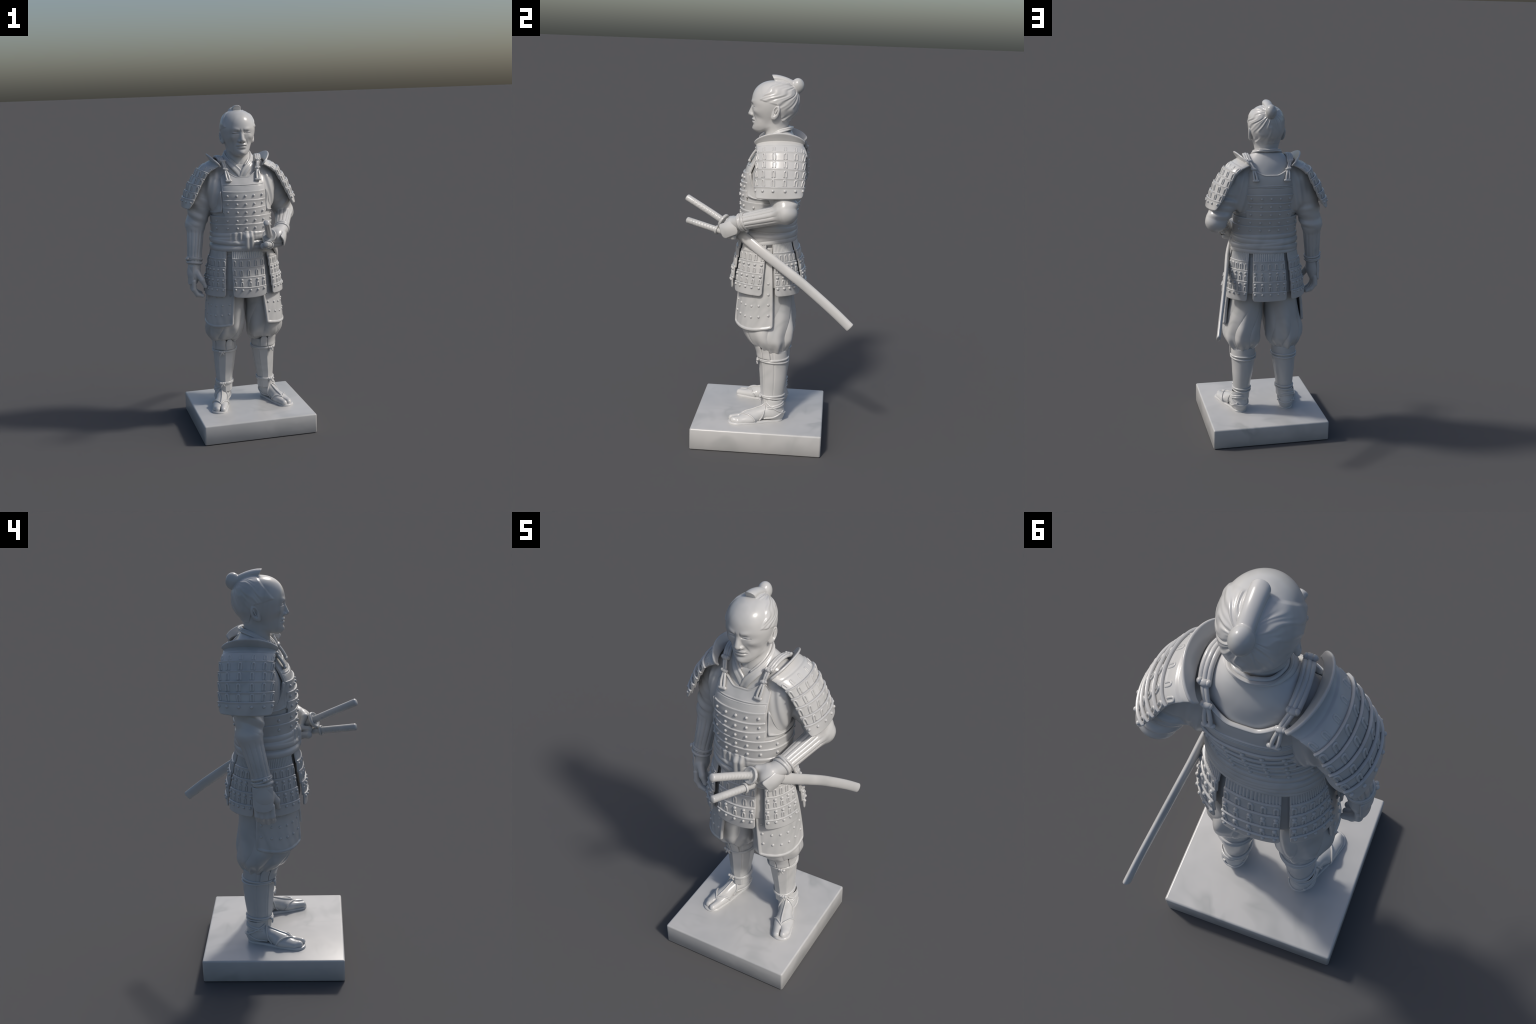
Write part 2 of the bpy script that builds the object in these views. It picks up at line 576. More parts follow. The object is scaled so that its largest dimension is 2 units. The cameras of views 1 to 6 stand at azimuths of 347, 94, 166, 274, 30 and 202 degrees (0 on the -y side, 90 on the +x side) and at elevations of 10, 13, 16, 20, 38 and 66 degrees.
def build_head():
    V, F, N = surface(head_sdf, (X0 - .118, -.155, 1.60), (X0 + .118, .155, 2.004), .0018)

    def label(c):
        x, y, z = np.abs(c[:, 0] - X0), c[:, 1], c[:, 2]
        out = np.full(len(c), "head", dtype=object)
        out[hair_mask(x, y, z) > .5] = "hair"
        neck = (z < 1.684 + np.maximum(y + .085, -.02) * .5 - .002) & (z < 1.762)
        out[neck] = "neck"
        e = ((y - .008 - .22 * (z - 1.806)) / .0225)**2 + ((z - 1.806) / .041)**2
        out[(e < 1) & (x > .090 + .28 * (y - .008))] = "ear"
        right = (out == "ear") & (c[:, 0] < X0)
        out[right] = "ear:second"
        knot = ((c[:, 1] - .113) / .036)**2 + ((z - 1.943) / .042)**2 + (x / .033)**2 < 1.02
        tail = (z > 1.9705) & (x < .03) & (y < .10)
        out[knot | tail] = "topknot"
        return out
    regions(V, F, N, label)


# ================================================================== TORSO AND ARMS
TZ = [1.05, 1.20, 1.30, 1.40, 1.46, 1.52, 1.57, 1.60, 1.64, 1.68, 1.70, 1.73]
robe_a = spline(TZ, [.176, .178, .180, .176, .170, .163, .155, .150, .132, .102, .088, .078])
robe_f = spline(TZ, [.150, .152, .156, .154, .144, .118, .088, .074, .060, .056, .053, .050])
robe_b = spline(TZ, [.122, .124, .132, .148, .156, .158, .154, .146, .130, .106, .094, .084])

SH_R, EL_R, WR_R = np.array([-.196, .045, 1.550]), np.array([-.280, .047, 1.275]), np.array([-.306, -.006, 1.055])
SH_L, EL_L, WR_L = np.array([.188, .045, 1.550]), np.array([.300, .091, 1.316]), np.array([.221, -.138, 1.241])


def along(X, Y, Z, a, b):
    """Distance to segment a-b, the parameter along it and the angle about it."""
    u = b - a
    L = float(np.linalg.norm(u)); u = u / L
    k = np.array([.2, 1., .1]); k -= u * (k @ u); k /= np.linalg.norm(k)
    w = np.cross(u, k)
    t = ((X - a[0]) * u[0] + (Y - a[1]) * u[1] + (Z - a[2]) * u[2])
    tc = np.clip(t, 0, L)
    dx, dy, dz = X - a[0] - tc * u[0], Y - a[1] - tc * u[1], Z - a[2] - tc * u[2]
    p, q = dx * k[0] + dy * k[1] + dz * k[2], dx * w[0] + dy * w[1] + dz * w[2]
    return np.sqrt(dx * dx + dy * dy + dz * dz), t / L, np.arctan2(q, p)


upper_r = spline([0, .3, .6, .85, 1.0], [.074, .080, .078, .070, .064])


def arm_sdf(X, Y, Z, S, E, W, el_r, wr_r, seed):
    hand = 1.0 if seed < 1 else -1.0
    d1, t1, a1 = along(X, Y, Z, S, E)
    w1 = np.sin(t1 * 21 + hand * a1 + seed + .6 * np.sin(2 * a1 + 5 * t1))
    w2 = np.sin(t1 * 33 + 2 * hand * a1 + 1.4 * seed + .8 * np.sin(a1 - 6 * t1))
    fold = (.0060 * (np.maximum(w1, -.35) - .2) + .0030 * w2) * smooth(.15, .45, t1) * smooth(1.20, .98, t1) * (.65 + .35 * np.sin(a1 * 2 + seed))
    tc = np.clip(t1, 0, 1)
    up = d1 - upper_r(tc) * (1 - tc**3) - (el_r + .004) * tc**3 - fold
    d2, t2, a2 = along(X, Y, Z, E, W)
    tc = np.clip(t2, 0, 1)
    rib = np.abs(np.sin(a2 * 6 + .25 * np.sin(t2 * 5)))**.45 - .75
    fl = .0052 * rib * smooth(.06, .22, t2)
    low = d2 - (el_r - .003 + (wr_r - el_r) * tc**.8) - fl
    step = .004 * smooth(.12, .04, t2)
    return smin(up, low - step, .016)


def torso_sdf(X, Y, Z):
    x = X - X0
    n = 2.3
    a, f, b = robe_a(Z), robe_f(Z), robe_b(Z)
    body = ((np.abs(x) / a)**n + (np.abs(Y) / np.where(Y < 0, f, b))**n)**(1 / n) - 1
    body = body * np.minimum(a, f)
    body = smax(body, np.abs(Z - 1.39) - .335, .01)
    body = smax(body, Z - np.minimum(1.700 + .55 * (Y - .045), 1.710), .012)
    yoke = cap(np.abs(x), Y, Z, (.06, .035, 1.622), (.185, .045, 1.560), .060, .072)
    d = smin(body, yoke, .04)
    for yy in (-.040, .098):
        d = smin(d, ell(np.abs(x), Y, Z, (.165, yy, 1.475), (.046, .040, .100)) + .0022 * np.sin(np.abs(x) * 170 + (Z - 1.5) * 40), .05)
    r = arm_sdf(X, Y, Z, SH_R, EL_R, WR_R, .0585, .046, .4)
    l = arm_sdf(X, Y, Z, SH_L, EL_L, WR_L, .0575, .044, 2.2)
    # soft armpit folds
    return smin(d, np.minimum(r, l), .022)


def build_torso():
    V, F, N = surface(torso_sdf, (-.375, -.195, 1.03), (.385, .19, 1.74), .0036)

    def label(c):
        out = np.full(len(c), "torso", dtype=object)
        r = arm_sdf(c[:, 0], c[:, 1], c[:, 2], SH_R, EL_R, WR_R, .0585, .046, .4)
        l = arm_sdf(c[:, 0], c[:, 1], c[:, 2], SH_L, EL_L, WR_L, .0575, .044, 2.2)
        out[(r < .006) & (c[:, 0] < -.165)] = "arm"
        out[(l < .006) & (c[:, 0] > .155)] = "arm:second"
        return out
    return regions(V, F, N, label)


# ------------------------------------------------------------------ collar
def build_collar():
    # one band from the crossing on the chest round the nape and back
    half_t = [(-.022, -.084, 1.560), (.000, -.076, 1.610), (.029, -.066, 1.640), (.054, -.045, 1.664), (.071, -.010, 1.688), (.075, .026, 1.710), (.054, .074, 1.724)]
    half_b = [(.008, -.090, 1.545), (.033, -.086, 1.586), (.061, -.073, 1.620), (.082, -.048, 1.643), (.091, -.010, 1.670), (.089, .030, 1.695), (.061, .078, 1.7115)]
    pts = []
    for h, nape in ((half_t, (0, .0925, 1.726)), (half_b, (0, .0955, 1.7135))):
        h = np.array(h)
        l, r = h.copy(), h.copy()
        l[:3, 1] -= .006 * np.array([.2, .8, .3])
        r[:, 0] = -r[:, 0]
        p = np.r_[l, [nape], r[::-1]]
        p[:, 0] += X0
        pts.append(p)
    pa, pb = path(pts[0]), path(pts[1])
    fn = lambda u, v: pa(u) * (1 - v[..., None]) + pb(u) * v[..., None]
    slab("collar", fn, .52, .034, .011, rt=.003, rb=.003, out=(X0, .02, 1.60), lift=(.001, -.001), step=.004,
         relief=lambda A, B, d: .0022 * gauss((B - .006) / .004) - .0018 * gauss((B - .015) / .003))
    inner = pts[0][2:-2].copy()
    inner[:, 0] = X0 + (inner[:, 0] - X0) * .90
    inner[:, 1] *= .93
    inner[:, 2] -= .002
    for half in (inner[:6], inner[5:]):
        tube("under_collar", path(half)(np.linspace(0, 1, 40)), .0065, seg=10)


# ================================================================== CUIRASS
CZ = [1.04, 1.12, 1.20, 1.25, 1.30, 1.36, 1.41, 1.46, 1.52, 1.57, 1.62]
cui_a = spline(CZ, [.178, .180, .181, .181, .181, .180, .177, .172, .164, .156, .148])
cui_f = spline(CZ, [.154, .157, .158, .160, .162, .1625, .160, .151, .128, .098, .072])
cui_b = spline(CZ, [.124, .125, .126, .128, .136, .148, .157, .163, .164, .159, .148])
cui_n = spline(CZ, [2.2, 2.2, 2.15, 2.15, 2.15, 2.15, 2.05, 2.5, 2.7, 2.7, 2.7])


def ring_point(th, z, A, Fr, Bk, n):
    s, c = np.sin(th), np.cos(th)
    e = 2 / n
    x = A * np.sign(s) * np.abs(s)**e
    y = -np.where(c >= 0, Fr, Bk) * np.sign(c) * np.abs(c)**e
    return np.stack(np.broadcast_arrays(X0 + x, y, z), -1)


def cuirass(th, z):
    return ring_point(th, z, cui_a(z), cui_f(z), cui_b(z), cui_n(z))


def cuirass_x(x, z, back=False):
    A, n = cui_a(z), cui_n(z)
    q = np.clip(1 - np.abs(x / A)**n, 1e-6, 1)**(1 / n)
    y = np.where(back, cui_b(z), -cui_f(z)) * q
    return np.stack(np.broadcast_arrays(X0 + x, y, z), -1)


def lerp(a, b, t):
    return a + (b - a) * t


def build_cuirass():
    torso = empty("cuirass"); torso.parent = STATUE
    C = (X0, 0, 1.4)
    rows = [1.481, 1.433, 1.385, 1.337, 1.290]
    bottoms = [1.424, 1.376, 1.328, 1.281, 1.215]
    # shell under everything
    fn = lambda u, v: cuirass(lerp(-1.75, -1.75 + 2 * np.pi, u), lerp(1.40, 1.10, v))
    slab("cuirass_shell", fn, 1.15, .30, .008, torso, out=C, step=.012, lift=(-.005, -.005))
    for back in (False, True):
        hw = .131 if not back else .136
        W = 2 * hw
        top_c, top_s = (1.568, 1.603) if not back else (1.592, 1.618)
        def edge(x):
            s = np.clip(np.abs(x) / hw, 0, 1)
            return top_c + (top_s - top_c) * smooth(.25, .85, s) - .018 * smooth(.80, 1.0, s)**2
        def sheet(u, v):
            x = lerp(-hw, hw, u)
            w = 1 - .10 * smooth(.10, 0, v)
            x = x * w
            return cuirass_x(x, lerp(edge(x / w), 1.352, v), back)
        slab("breastplate" if not back else "backplate", sheet, W, .23, .012, torso, rt=.014, rb=.008, out=C, lift=(.0015, .0015),
             relief=lambda A, B, d: .0032 * gauss((d - .004) / .0035), step=.005)
        # double rail below the top plate
        for z, r in ((1.5255, .0042), (1.5165, .0036)):
            x = np.linspace(-hw + .004, hw - .004, 30)
            p = cuirass_x(x, np.full(30, z) + .004 * (1 - (x / hw)**2) * (-1 if not back else 1), back)
            p[:, 1] += .0075 * (1 if back else -1)
            tube("chest_rail", p, r, torso, seg=10)
        # laced lames of the chest
        for i in range(3):
            zt, zb = rows[i], bottoms[i]
            arch = .006 if not back else -.002
            fnl = lambda u, v, zt=zt, zb=zb: cuirass_x(lerp(-hw + .007, hw - .007, u),
                                                       lerp(zt, zb, v) + arch * (2 * u - 1)**2 * 1.0, back)
            pl = slab("chest_lame", fnl, W - .014, zt - zb, .0075, torso, out=C, lift=(.0105, .0035), rt=.004, rb=.002,
                      relief=lambda A, B, d: .0022 * gauss((B - .0035) / .0026))
            gl = lifted(fnl, (.0105, .0035), C)
            for k in range(5):
                u = lerp(.09, .91, k / 4)
                put(RIVET, "rivet", frame_on(gl, u, .46 - (.04 if back else .0), C, .0042), pl)
        # top plate of the chest, plain
        fnl = lambda u, v: cuirass_x(lerp(-hw + .007, hw - .007, u), lerp(1.513, 1.472, v), back)
        slab("chest_plate", fnl, W - .014, .041, .007, torso, out=C, lift=(.0065, .004))
    # two lames that go all the way round
    for i in (3, 4):
        zt, zb = rows[i], bottoms[i]
        fnl = lambda u, v: cuirass(lerp(-1.72, -1.72 + 2 * np.pi, u), lerp(zt, zb, v))
        pl = slab("waist_lame", fnl, 1.14, zt - zb, .0085, torso, out=C, lift=(.0065, .001), rt=.002, rb=.002,
                  relief=lambda A, B, d: .0022 * gauss((B - .0035) / .0026), step=.008)
        for side in (0, np.pi):
            for k in range(-3, 4):
                x = k * .0535
                zz = lerp(zt, zb, .5 if i == 3 else .36)
                A, n = float(cui_a(zz)), float(cui_n(zz))
                s = np.sign(x) * abs(x / A)**(n / 2)
                th = math.asin(max(-1, min(1, s)))
                if side:
                    th = math.pi - th
                u = ((th + 1.72) % (2 * np.pi)) / (2 * np.pi)
                put(RIVET, "rivet", frame_on(fnl, u, (zt - zz) / (zt - zb), C, .0085), pl)
    # side plates below the armholes
    for sgn in (-1, 1):
        def side_plate(u, v):
            th = sgn * lerp(.80, 2.38, u)
            e = 1.402 + .088 * smooth(.19, .03, u) + .06 * smooth(.85, 1.0, u) - .02 * np.sin(np.pi * u)
            return cuirass(th, lerp(e, 1.358 - .004 * np.sin(np.pi * u), v))
        slab("side_plate", side_plate, .31, .07, .010, torso, out=C, lift=(.006, .006), rt=.006, rb=.010,
             relief=lambda A, B, d: .0035 * gauss((d - .0045) / .0035) , step=.006)


# ================================================================== SHOULDER STRAPS
def build_straps():
    C0 = np.array([X0, .03, 1.55])
    for sgn in (1, -1):
        par = empty("shoulder_strap"); par.parent = STATUE
        def S(p):
            p = np.array(p, float)
            p[..., 0] = X0 + sgn * p[..., 0]
            return p
        for back in (False, True):
            if not back:
                box, k1, k2 = (.091, -.121, 1.550), (.100, -.080, 1.617), (.110, -.055, 1.664)
            else:
                box, k1, k2 = (.092, .170, 1.562), (.102, .142, 1.624), (.121, .105, 1.662)
            box, k1, k2 = map(np.array, (box, k1, k2))
            wd = np.array([.0085, 0, 0])
            yo = np.array([0, .004 if back else -.004, 0])
            # toggle bar with a cord loop up to the knot
            join("toggle", [sweep(S(np.array([box - [.0125, 0, 0], box, box + [.0125, 0, 0]])), .0085, seg=12)], par)
            for s in (-1, 1):
                pts = np.array([k1 + wd * .2 * s, lerp(k1, box, .35) + wd * .75 * s + yo, lerp(k1, box, .75) + wd * s + yo, box + wd * .8 * s + yo * .5])
                tube("cord", S(path(pts)(np.linspace(0, 1, 14))), .0064, par, seg=10)
            join("knot", [ball(S(k1 + yo), (.0165, .011, .0095)), ball(S(k1 + yo + [.011, 0, .003]), (.0075, .009, .008)),
                          ball(S(k1 + yo + [-.011, 0, -.002]), (.0075, .009, .008))], par)
            for s in (-1, 1):
                tube("cord", S(path([k1 + wd * .45 * s, lerp(k1, k2, .5) + wd * .55 * s + yo * .6, k2 + wd * .5 * s])(np.linspace(0, 1, 10))), .0068, par, seg=10)
            join("knot", [ball(S(k2), (.0170, .0125, .0115)), ball(S(k2 + [.012, 0, .005]), (.0085, .0095, .009)),
                          ball(S(k2 + [-.012, 0, .003]), (.008, .0095, .009))], par)
        for s in (-1, 0, 1):
            o = np.array([.0112 * s, 0, -.002 * abs(s)])
            pts = [np.array(p) + o for p in ((.110, -.048, 1.660), (.118, -.018, 1.680), (.125, .022, 1.691), (.126, .065, 1.683), (.121, .105, 1.660))]
            tube("padded_cord", S(path(pts)(np.linspace(0, 1, 24))), .0082, par, seg=10)


# ================================================================== SHOULDER GUARDS
ST = [0, .18, .33, .46, .59, .72, .84, 1.0]
SM = [(.158, .037, 1.664), (.203, .041, 1.641), (.236, .045, 1.611), (.263, .050, 1.572), (.292, .052, 1.532), (.313, .053, 1.486), (.330, .054, 1.446), (.344, .056, 1.388)]
SF = [(.128, -.083, 1.638), (.160, -.076, 1.620), (.196, -.068, 1.594), (.222, -.066, 1.558), (.245, -.065, 1.519), (.266, -.064, 1.477), (.287, -.062, 1.437), (.318, -.058, 1.384)]
SR = [(.116, .157, 1.646), (.160, .162, 1.626), (.194, .167, 1.600), (.218, .170, 1.562), (.239, .172, 1.521), (.260, .172, 1.480), (.282, .171, 1.442), (.312, .168, 1.394)]
sode_m, sode_f, sode_r = spline(ST, SM), spline(ST, SF), spline(ST, SR)


def build_shoulder_guards():
    PM = math.radians(80)
    for sgn in (1, -1):
        par = empty("shoulder_guard"); par.parent = STATUE
        C = (X0 + sgn * .17, .045, 1.45)

        def arc(t, ph):
            F_, R_, M_ = sode_f(t), sode_r(t), sode_m(t)
            c = (F_ + R_) / 2; h = (R_ - F_) / 2; o = M_ - c
            s, k = np.sin(ph) / math.sin(PM), (np.cos(ph) - math.cos(PM)) / (1 - math.cos(PM))
            p = c + h * s[..., None] + o * k[..., None]
            p[..., 0] = X0 + sgn * (p[..., 0] + .004)
            return p
        # standing flange
        def flange(u, v):
            ph = lerp(-PM, PM, u)
            b = arc(np.zeros_like(u) + .0, ph)
            ht = .014 + .040 * np.sin(np.pi * np.clip(u, 0, 1))**.8
            k = (1 - v) * ht - .006 * v
            b = b + k[..., None] * np.array([sgn * .55, 0, .83])
            b[..., 1] += (1 - v) * .016 * np.sign(u - .5) * np.abs(2 * u - 1)**2
            return b
        slab("flange", flange, .30, .045, .010, par, rt=.014, rb=.003, out=(X0 + sgn * .3, .04, 1.60), step=.006)
        # crown plate with two seams
        fn = lambda u, v: arc(lerp(0, .36, v), lerp(-PM, PM, u))
        cp = slab("crown_plate", fn, .29, .125, .012, par, out=C, lift=(0, -.002), rt=.004, rb=.008, step=.005,
                  relief=lambda A, B, d: .0032 * smooth(.052, .057, B) - .0015 * gauss((B - .050) / .004))
        for k in range(6):
            put(SHORT_LOOP, "lacing_loop", frame_on(fn, lerp(.07, .93, k / 5), .72, C, .0050), cp)
        ts = ST[2:]
        for i in range(5):
            t0 = ts[i] - .012
            t1 = ts[i + 1] + (.085 if i < 4 else .0)
            H = [.088, .090, .088, .085, .066][i]
            W = .315
            fnl = lambda u, v, t0=t0, t1=t1: arc(lerp(t0, t1, v), lerp(-PM, PM, u))
            pl = slab("shoulder_lame", fnl, W, H, .0095, par, out=C, lift=(.0112, -.0050 if i < 4 else .004), rt=.006, rb=.012 if i < 4 else .020, step=.005,
                      relief=lambda A, B, d: .0026 * gauss((B - .0045) / .0034))
            gl = lifted(fnl, (.0112, -.0050 if i < 4 else .004), C)
            for k in range(6):
                u = lerp(.065, .935, k / 5) + RNG.uniform(-.006, .006)
                if i < 4:
                    put(LOOP, "lacing_loop", frame_on(gl, u, .33, C, .0036), pl)
                else:
                    put(RIVET, "rivet", frame_on(gl, u, .36, C, .0045), pl)


# ================================================================== SASH
def build_sash():
    n, m = 260, 56
    th = np.linspace(-np.pi, np.pi, n, endpoint=False)
    sag = .026 * gauss((th - .95) / .55)
    zb, zt = 1.112 - sag, 1.243 + 0 * th
    v = np.linspace(0, 1, m)
    Z = zb[None, :] + (zt - zb)[None, :] * v[:, None]
    T = np.broadcast_to(th[None, :], Z.shape)
    # strips wound round the waist: centre height, half height and bulge
    strips = [(1.222 + .004 * np.sin(2 * T), .020, .014), (1.196 + .010 * np.sin(T * 1 + .6), .022, .017),
              (1.172 - .016 * np.sin(T + .2), .021, .0195), (1.150 + .012 * np.sin(T - .9) - sag * .7, .022, .0205),
              (1.133 - .006 * np.sin(2 * T + .5) - sag, .021, .019)]
    off = np.full(Z.shape, .004)
    for l, w, t in strips:
        q = 1 - np.abs((Z - l) / w)**2.2
        off = np.maximum(off, t * np.sqrt(np.maximum(q, 0)))
    off = off * smooth(-.02, .10, v)[:, None] * smooth(1.02, .93, v)[:, None]
    # gathered cloth and hanging folds at the front
    top_edge = 1.243 - .012 * smooth(-.7, -.2, T) * smooth(.5, .0, T)
    g = .8 * smooth(-.62, -.42, T) * smooth(.40, .15, T) * smooth(1.172, 1.200, Z + .006 * np.sin(T * 21))
    rip = .0125 + .0040 * np.sin(T * 48 + 2.2 * np.sin(T * 9)) * smooth(1.165, 1.20, Z)
    off = off + (rip * smooth(1.246, 1.236, Z) - off) * g
    g = smooth(-.13, -.04, T) * smooth(.23, .13, T) * smooth(1.115, 1.150, Z)
    lobes = .0215 + .0085 * np.abs(np.sin((T + .08) * 23)) - .016 * smooth(1.205, 1.244, Z)
    off = off + (lobes - off) * g
    P = cuirass(T, Z)
    e = 1e-3
    du = cuirass(T + e, Z) - cuirass(T - e, Z)
    dz = cuirass(T, Z + e) - cuirass(T, Z - e)
    nn = np.cross(du, dz); nn /= np.linalg.norm(nn, axis=-1)[..., None]
    V = P + nn * off[..., None]
    V = np.concatenate([(P[:1] - nn[:1] * .012), V, (P[-1:] - nn[-1:] * .012)])
    rows = len(V)
    i = np.arange(rows * n).reshape(rows, n)
    j = np.roll(i, -1, 1)
    F = np.stack([i[:-1], j[:-1], j[1:], i[1:]], -1).reshape(-1, 4)
    add(to_mesh("sash", V.reshape(-1, 3), F), "sash")


# ================================================================== SKIRT OF LAMES
KZ = [.66, .75, .84, .91, .99, 1.06, 1.12, 1.17]
sk_a = spline(KZ, [.250, .248, .2415, .231, .216, .201, .189, .182])
sk_f = spline(KZ, [.201, .201, .2010, .2000, .187, .175, .166, .160])
sk_b = spline(KZ, [.194, .194, .1910, .1880, .175, .153, .136, .128])


def skirt(th, z):
    return ring_point(th, z, sk_a(z), sk_f(z), sk_b(z), 2.2)


def skirt_angle(x, y, z):
    A = float(sk_a(z)); B = float(sk_f(z) if y < 0 else sk_b(z))
    s = np.sign(x) * min(1, abs(x / A))**(2.2 / 2)
    c = -np.sign(y) * min(1, abs(y / B))**(2.2 / 2)
    return math.atan2(s, c)


def build_skirt():
    A_ = skirt_angle
    wrap = lambda t: t if t > 0 else t + 2 * np.pi
    # each panel: left and right border angles at the top and at the bottom edge, bottom height, style
    fr = (-A_(.098, -.15, 1.12), A_(.098, -.15, 1.12), -A_(.103, -.19, .85), A_(.103, -.19, .85))
    fl = (A_(.120, -.13, 1.12), A_(.195, -.006, 1.12), A_(.150, -.176, .85), A_(.252, -.020, .86))
    rl = (A_(.196, .020, 1.12), A_(.118, .120, 1.12), A_(.252, .050, .85), A_(.140, .178, .855))
    bk = (wrap(A_(.098, .13, 1.12)), wrap(A_(-.098, .13, 1.12)), wrap(A_(.104, .186, .855)), wrap(A_(-.104, .186, .855)))
    neg = lambda t: (-t[1], -t[0], -t[3], -t[2])
    panels = [(fr, .840, "front"), (fl, .848, "side"), (neg(fl), .848, "side"), (rl, .848, "rear"), (neg(rl), .848, "rear"), (bk, .848, "back")]
    C = (X0, 0, .95)
    tops = [1.080, 1.029, .968, .907]
    for (t0, t1, b0, b1), bottom, kind in panels:
        par = empty("skirt_panel"); par.parent = STATUE
        top = 1.15

        def fn(u, v, z0, z1, pad=0.0):
            z = lerp(z0, z1, v)
            k = (top - z) / (top - bottom)
            a, b = lerp(t0, b0, k), lerp(t1, b1, k)
            return skirt(lerp(a, b, u), z - (.010 * (2 * u - 1)**2 * -1 * k if kind in ("front",) else 0))
        W = .205
        cords = lambda u, v: fn(u, v, top, 1.068)
        nr = 17
        slab("suspension_cords", cords, W, .082, .008, par, out=C, lift=(.0015, .003), rt=.002, rb=.002, step=.0017,
             relief=lambda A, B, d: .0046 * (np.abs(np.sin(A / W * np.pi * nr))**.7 - .6))
        for i in range(4):
            zt = tops[i]
            zb = tops[i + 1] - .012 if i < 3 else bottom
            H = zt - zb
            f = lambda u, v, zt=zt, zb=zb: fn(u, v, zt, zb)
            pl = slab("skirt_lame", f, W, H, .009, par, out=C, lift=(.0085, .001 if i < 3 else .0045), rt=.009, rb=.004 if i < 3 else .018, step=.005,
                      relief=lambda A, B, d: .0024 * gauss((B - .004) / .003))
            f0, f = f, lifted(f, (.0085, .001 if i < 3 else .0045), C)
            knob = (i == 2) or (i == 1 and kind in ("back", "side", "rear"))
            nk = 5
            for k in range(nk):
                u = lerp(.085, .915, k / (nk - 1)) + RNG.uniform(-.008, .008)
                if i == 3:
                    put(RIVET, "rivet", frame_on(f, u, .27, C, .0040), pl)
                elif knob:
                    put(STUD, "stud", frame_on(f, u, .25, C, .0048), pl)
                    put(SHORT_LOOP, "lacing_loop", frame_on(f, u, .62, C, .0038), pl)
                else:
                    put(WIDE_LOOP, "lacing_loop", frame_on(f, u, .52, C, .0038), pl)
    # inner skirt behind the panels
    fn = lambda u, v: skirt(lerp(-np.pi, np.pi, u), lerp(1.13, .885, v)) * np.array([.875, .85, 1]) + np.array([X0 * .125, 0, 0])
    slab("under_skirt", fn, 1.3, .25, .008, out=C, step=.014)


def build_thigh_guards():
    zs = [.64, .68, .80, .95, 1.10]
    a_, f_ = spline(zs, [.240, .239, .228, .205, .172]), spline(zs, [.178, .177, .167, .152, .142])
    b_ = spline(zs, [.16, .16, .160, .145, .115])
    C = (X0, 0, .8)
    for sgn in (1, -1):
        par = empty("thigh_guard"); par.parent = STATUE

        def fn(u, v):
            th = sgn * lerp(lerp(.27, .385, v), lerp(1.72, 1.80, v), u)
            z = lerp(1.10, .664 - .022 * np.sin(np.pi * np.clip(u, 0, 1)) * .9 + .008 * u, v)
            return ring_point(th, z, a_(z), f_(z), b_(z), 2.3)
        pl = slab("thigh_plate", fn, .300, .435, .013, par, out=C, rt=.004, rb=.016, step=.005,
                  relief=lambda A, B, d: .0050 * smooth(.017, .012, d) - .0015 + .0007 * np.sin(A * 130 + 3 * np.sin(B * 17)) * smooth(.24, .36, B) * smooth(.01, .02, d))
        for j, v in enumerate((.43, .563, .688, .819)):
            for k in range(6):
                u = lerp(.10, .90, k / 5)
                put(RIVET, "rivet", frame_on(fn, u, v + .012 * math.sin(math.pi * u), C, .0030), pl)


# ================================================================== LEGS
LZ = [.50, .515, .535, .555, .58, .62, .70, .80, .92]
leg_in = spline(LZ, [.066, .058, .040, .026, .016, .012, .006, .003, -.01])
leg_out = spline(LZ, [.188, .196, .208, .222, .234, .238, .226, .208, .196])
leg_f = spline(LZ, [-.034, -.042, -.056, -.074, -.097, -.121, -.132, -.140, -.150])
leg_b = spline(LZ, [.114, .118, .126, .137, .147, .149, .142, .134, .130])


def leg_sdf(X, Y, Z, sgn):
    x = sgn * (X - X0)
    i, o, f, b = leg_in(Z), leg_out(Z), leg_f(Z), leg_b(Z)
    cx, rx, cy, ry = (i + o) / 2, (o - i) / 2, (f + b) / 2, (b - f) / 2
    p, q = (x - cx) / rx, (Y - cy) / ry
    th = np.arctan2(q, p)
    n = 2.15 - .35 * smooth(-.4, .5, q) + .35 * smooth(.2, -.6, p) * smooth(.4, -.5, q)
    d = ((np.abs(p)**n + np.abs(q)**n)**(1 / n) - 1) * np.minimum(rx, ry)
    k = smooth(.84, .60, Z) * smooth(.485, .545, Z)
    ph = 1.7 if sgn > 0 else .3
    fold = .55 * np.sin(5 * th + 9 * (Z - .6) + ph) + .45 * np.sin(9 * th - 14 * (Z - .6) + 2 * ph) + .4 * np.sin(3 * th + 30 * (Z - .6) + ph)
    crease = np.abs(np.sin(3.5 * th + 1.5 * np.sin(11 * (Z - .6) + ph) + ph))**.6
    d = d - .0060 * fold * k - .0080 * (crease - .75) * k
    g = smooth(.60, .53, Z)
    d = d - .0035 * g * np.sin(14 * th + ph) 
    d = smax(d, .507 + .040 * smooth(.03, -.05, Y) - Z, .022)
    return smax(d, Z - .90, .01)


SZ = [.19, .22, .26, .30, .35, .40, .45, .50, .53]
shin_in = spline(SZ, [.087, .085, .083, .080, .070, .062, .055, .052, .055])
shin_out = spline(SZ, [.180, .180, .183, .186, .190, .193, .196, .198, .196])
shin_f = spline(SZ, [-.006, -.009, -.013, -.017, -.021, -.026, -.032, -.040, -.042])
shin_b = spline(SZ, [.112, .113, .112, .116, .122, .126, .127, .124, .122])


def shin_sec(Z):
    i, o, f, b = shin_in(Z), shin_out(Z), shin_f(Z), shin_b(Z)
    return (i + o) / 2, (o - i) / 2, (f + b) / 2, (b - f) / 2


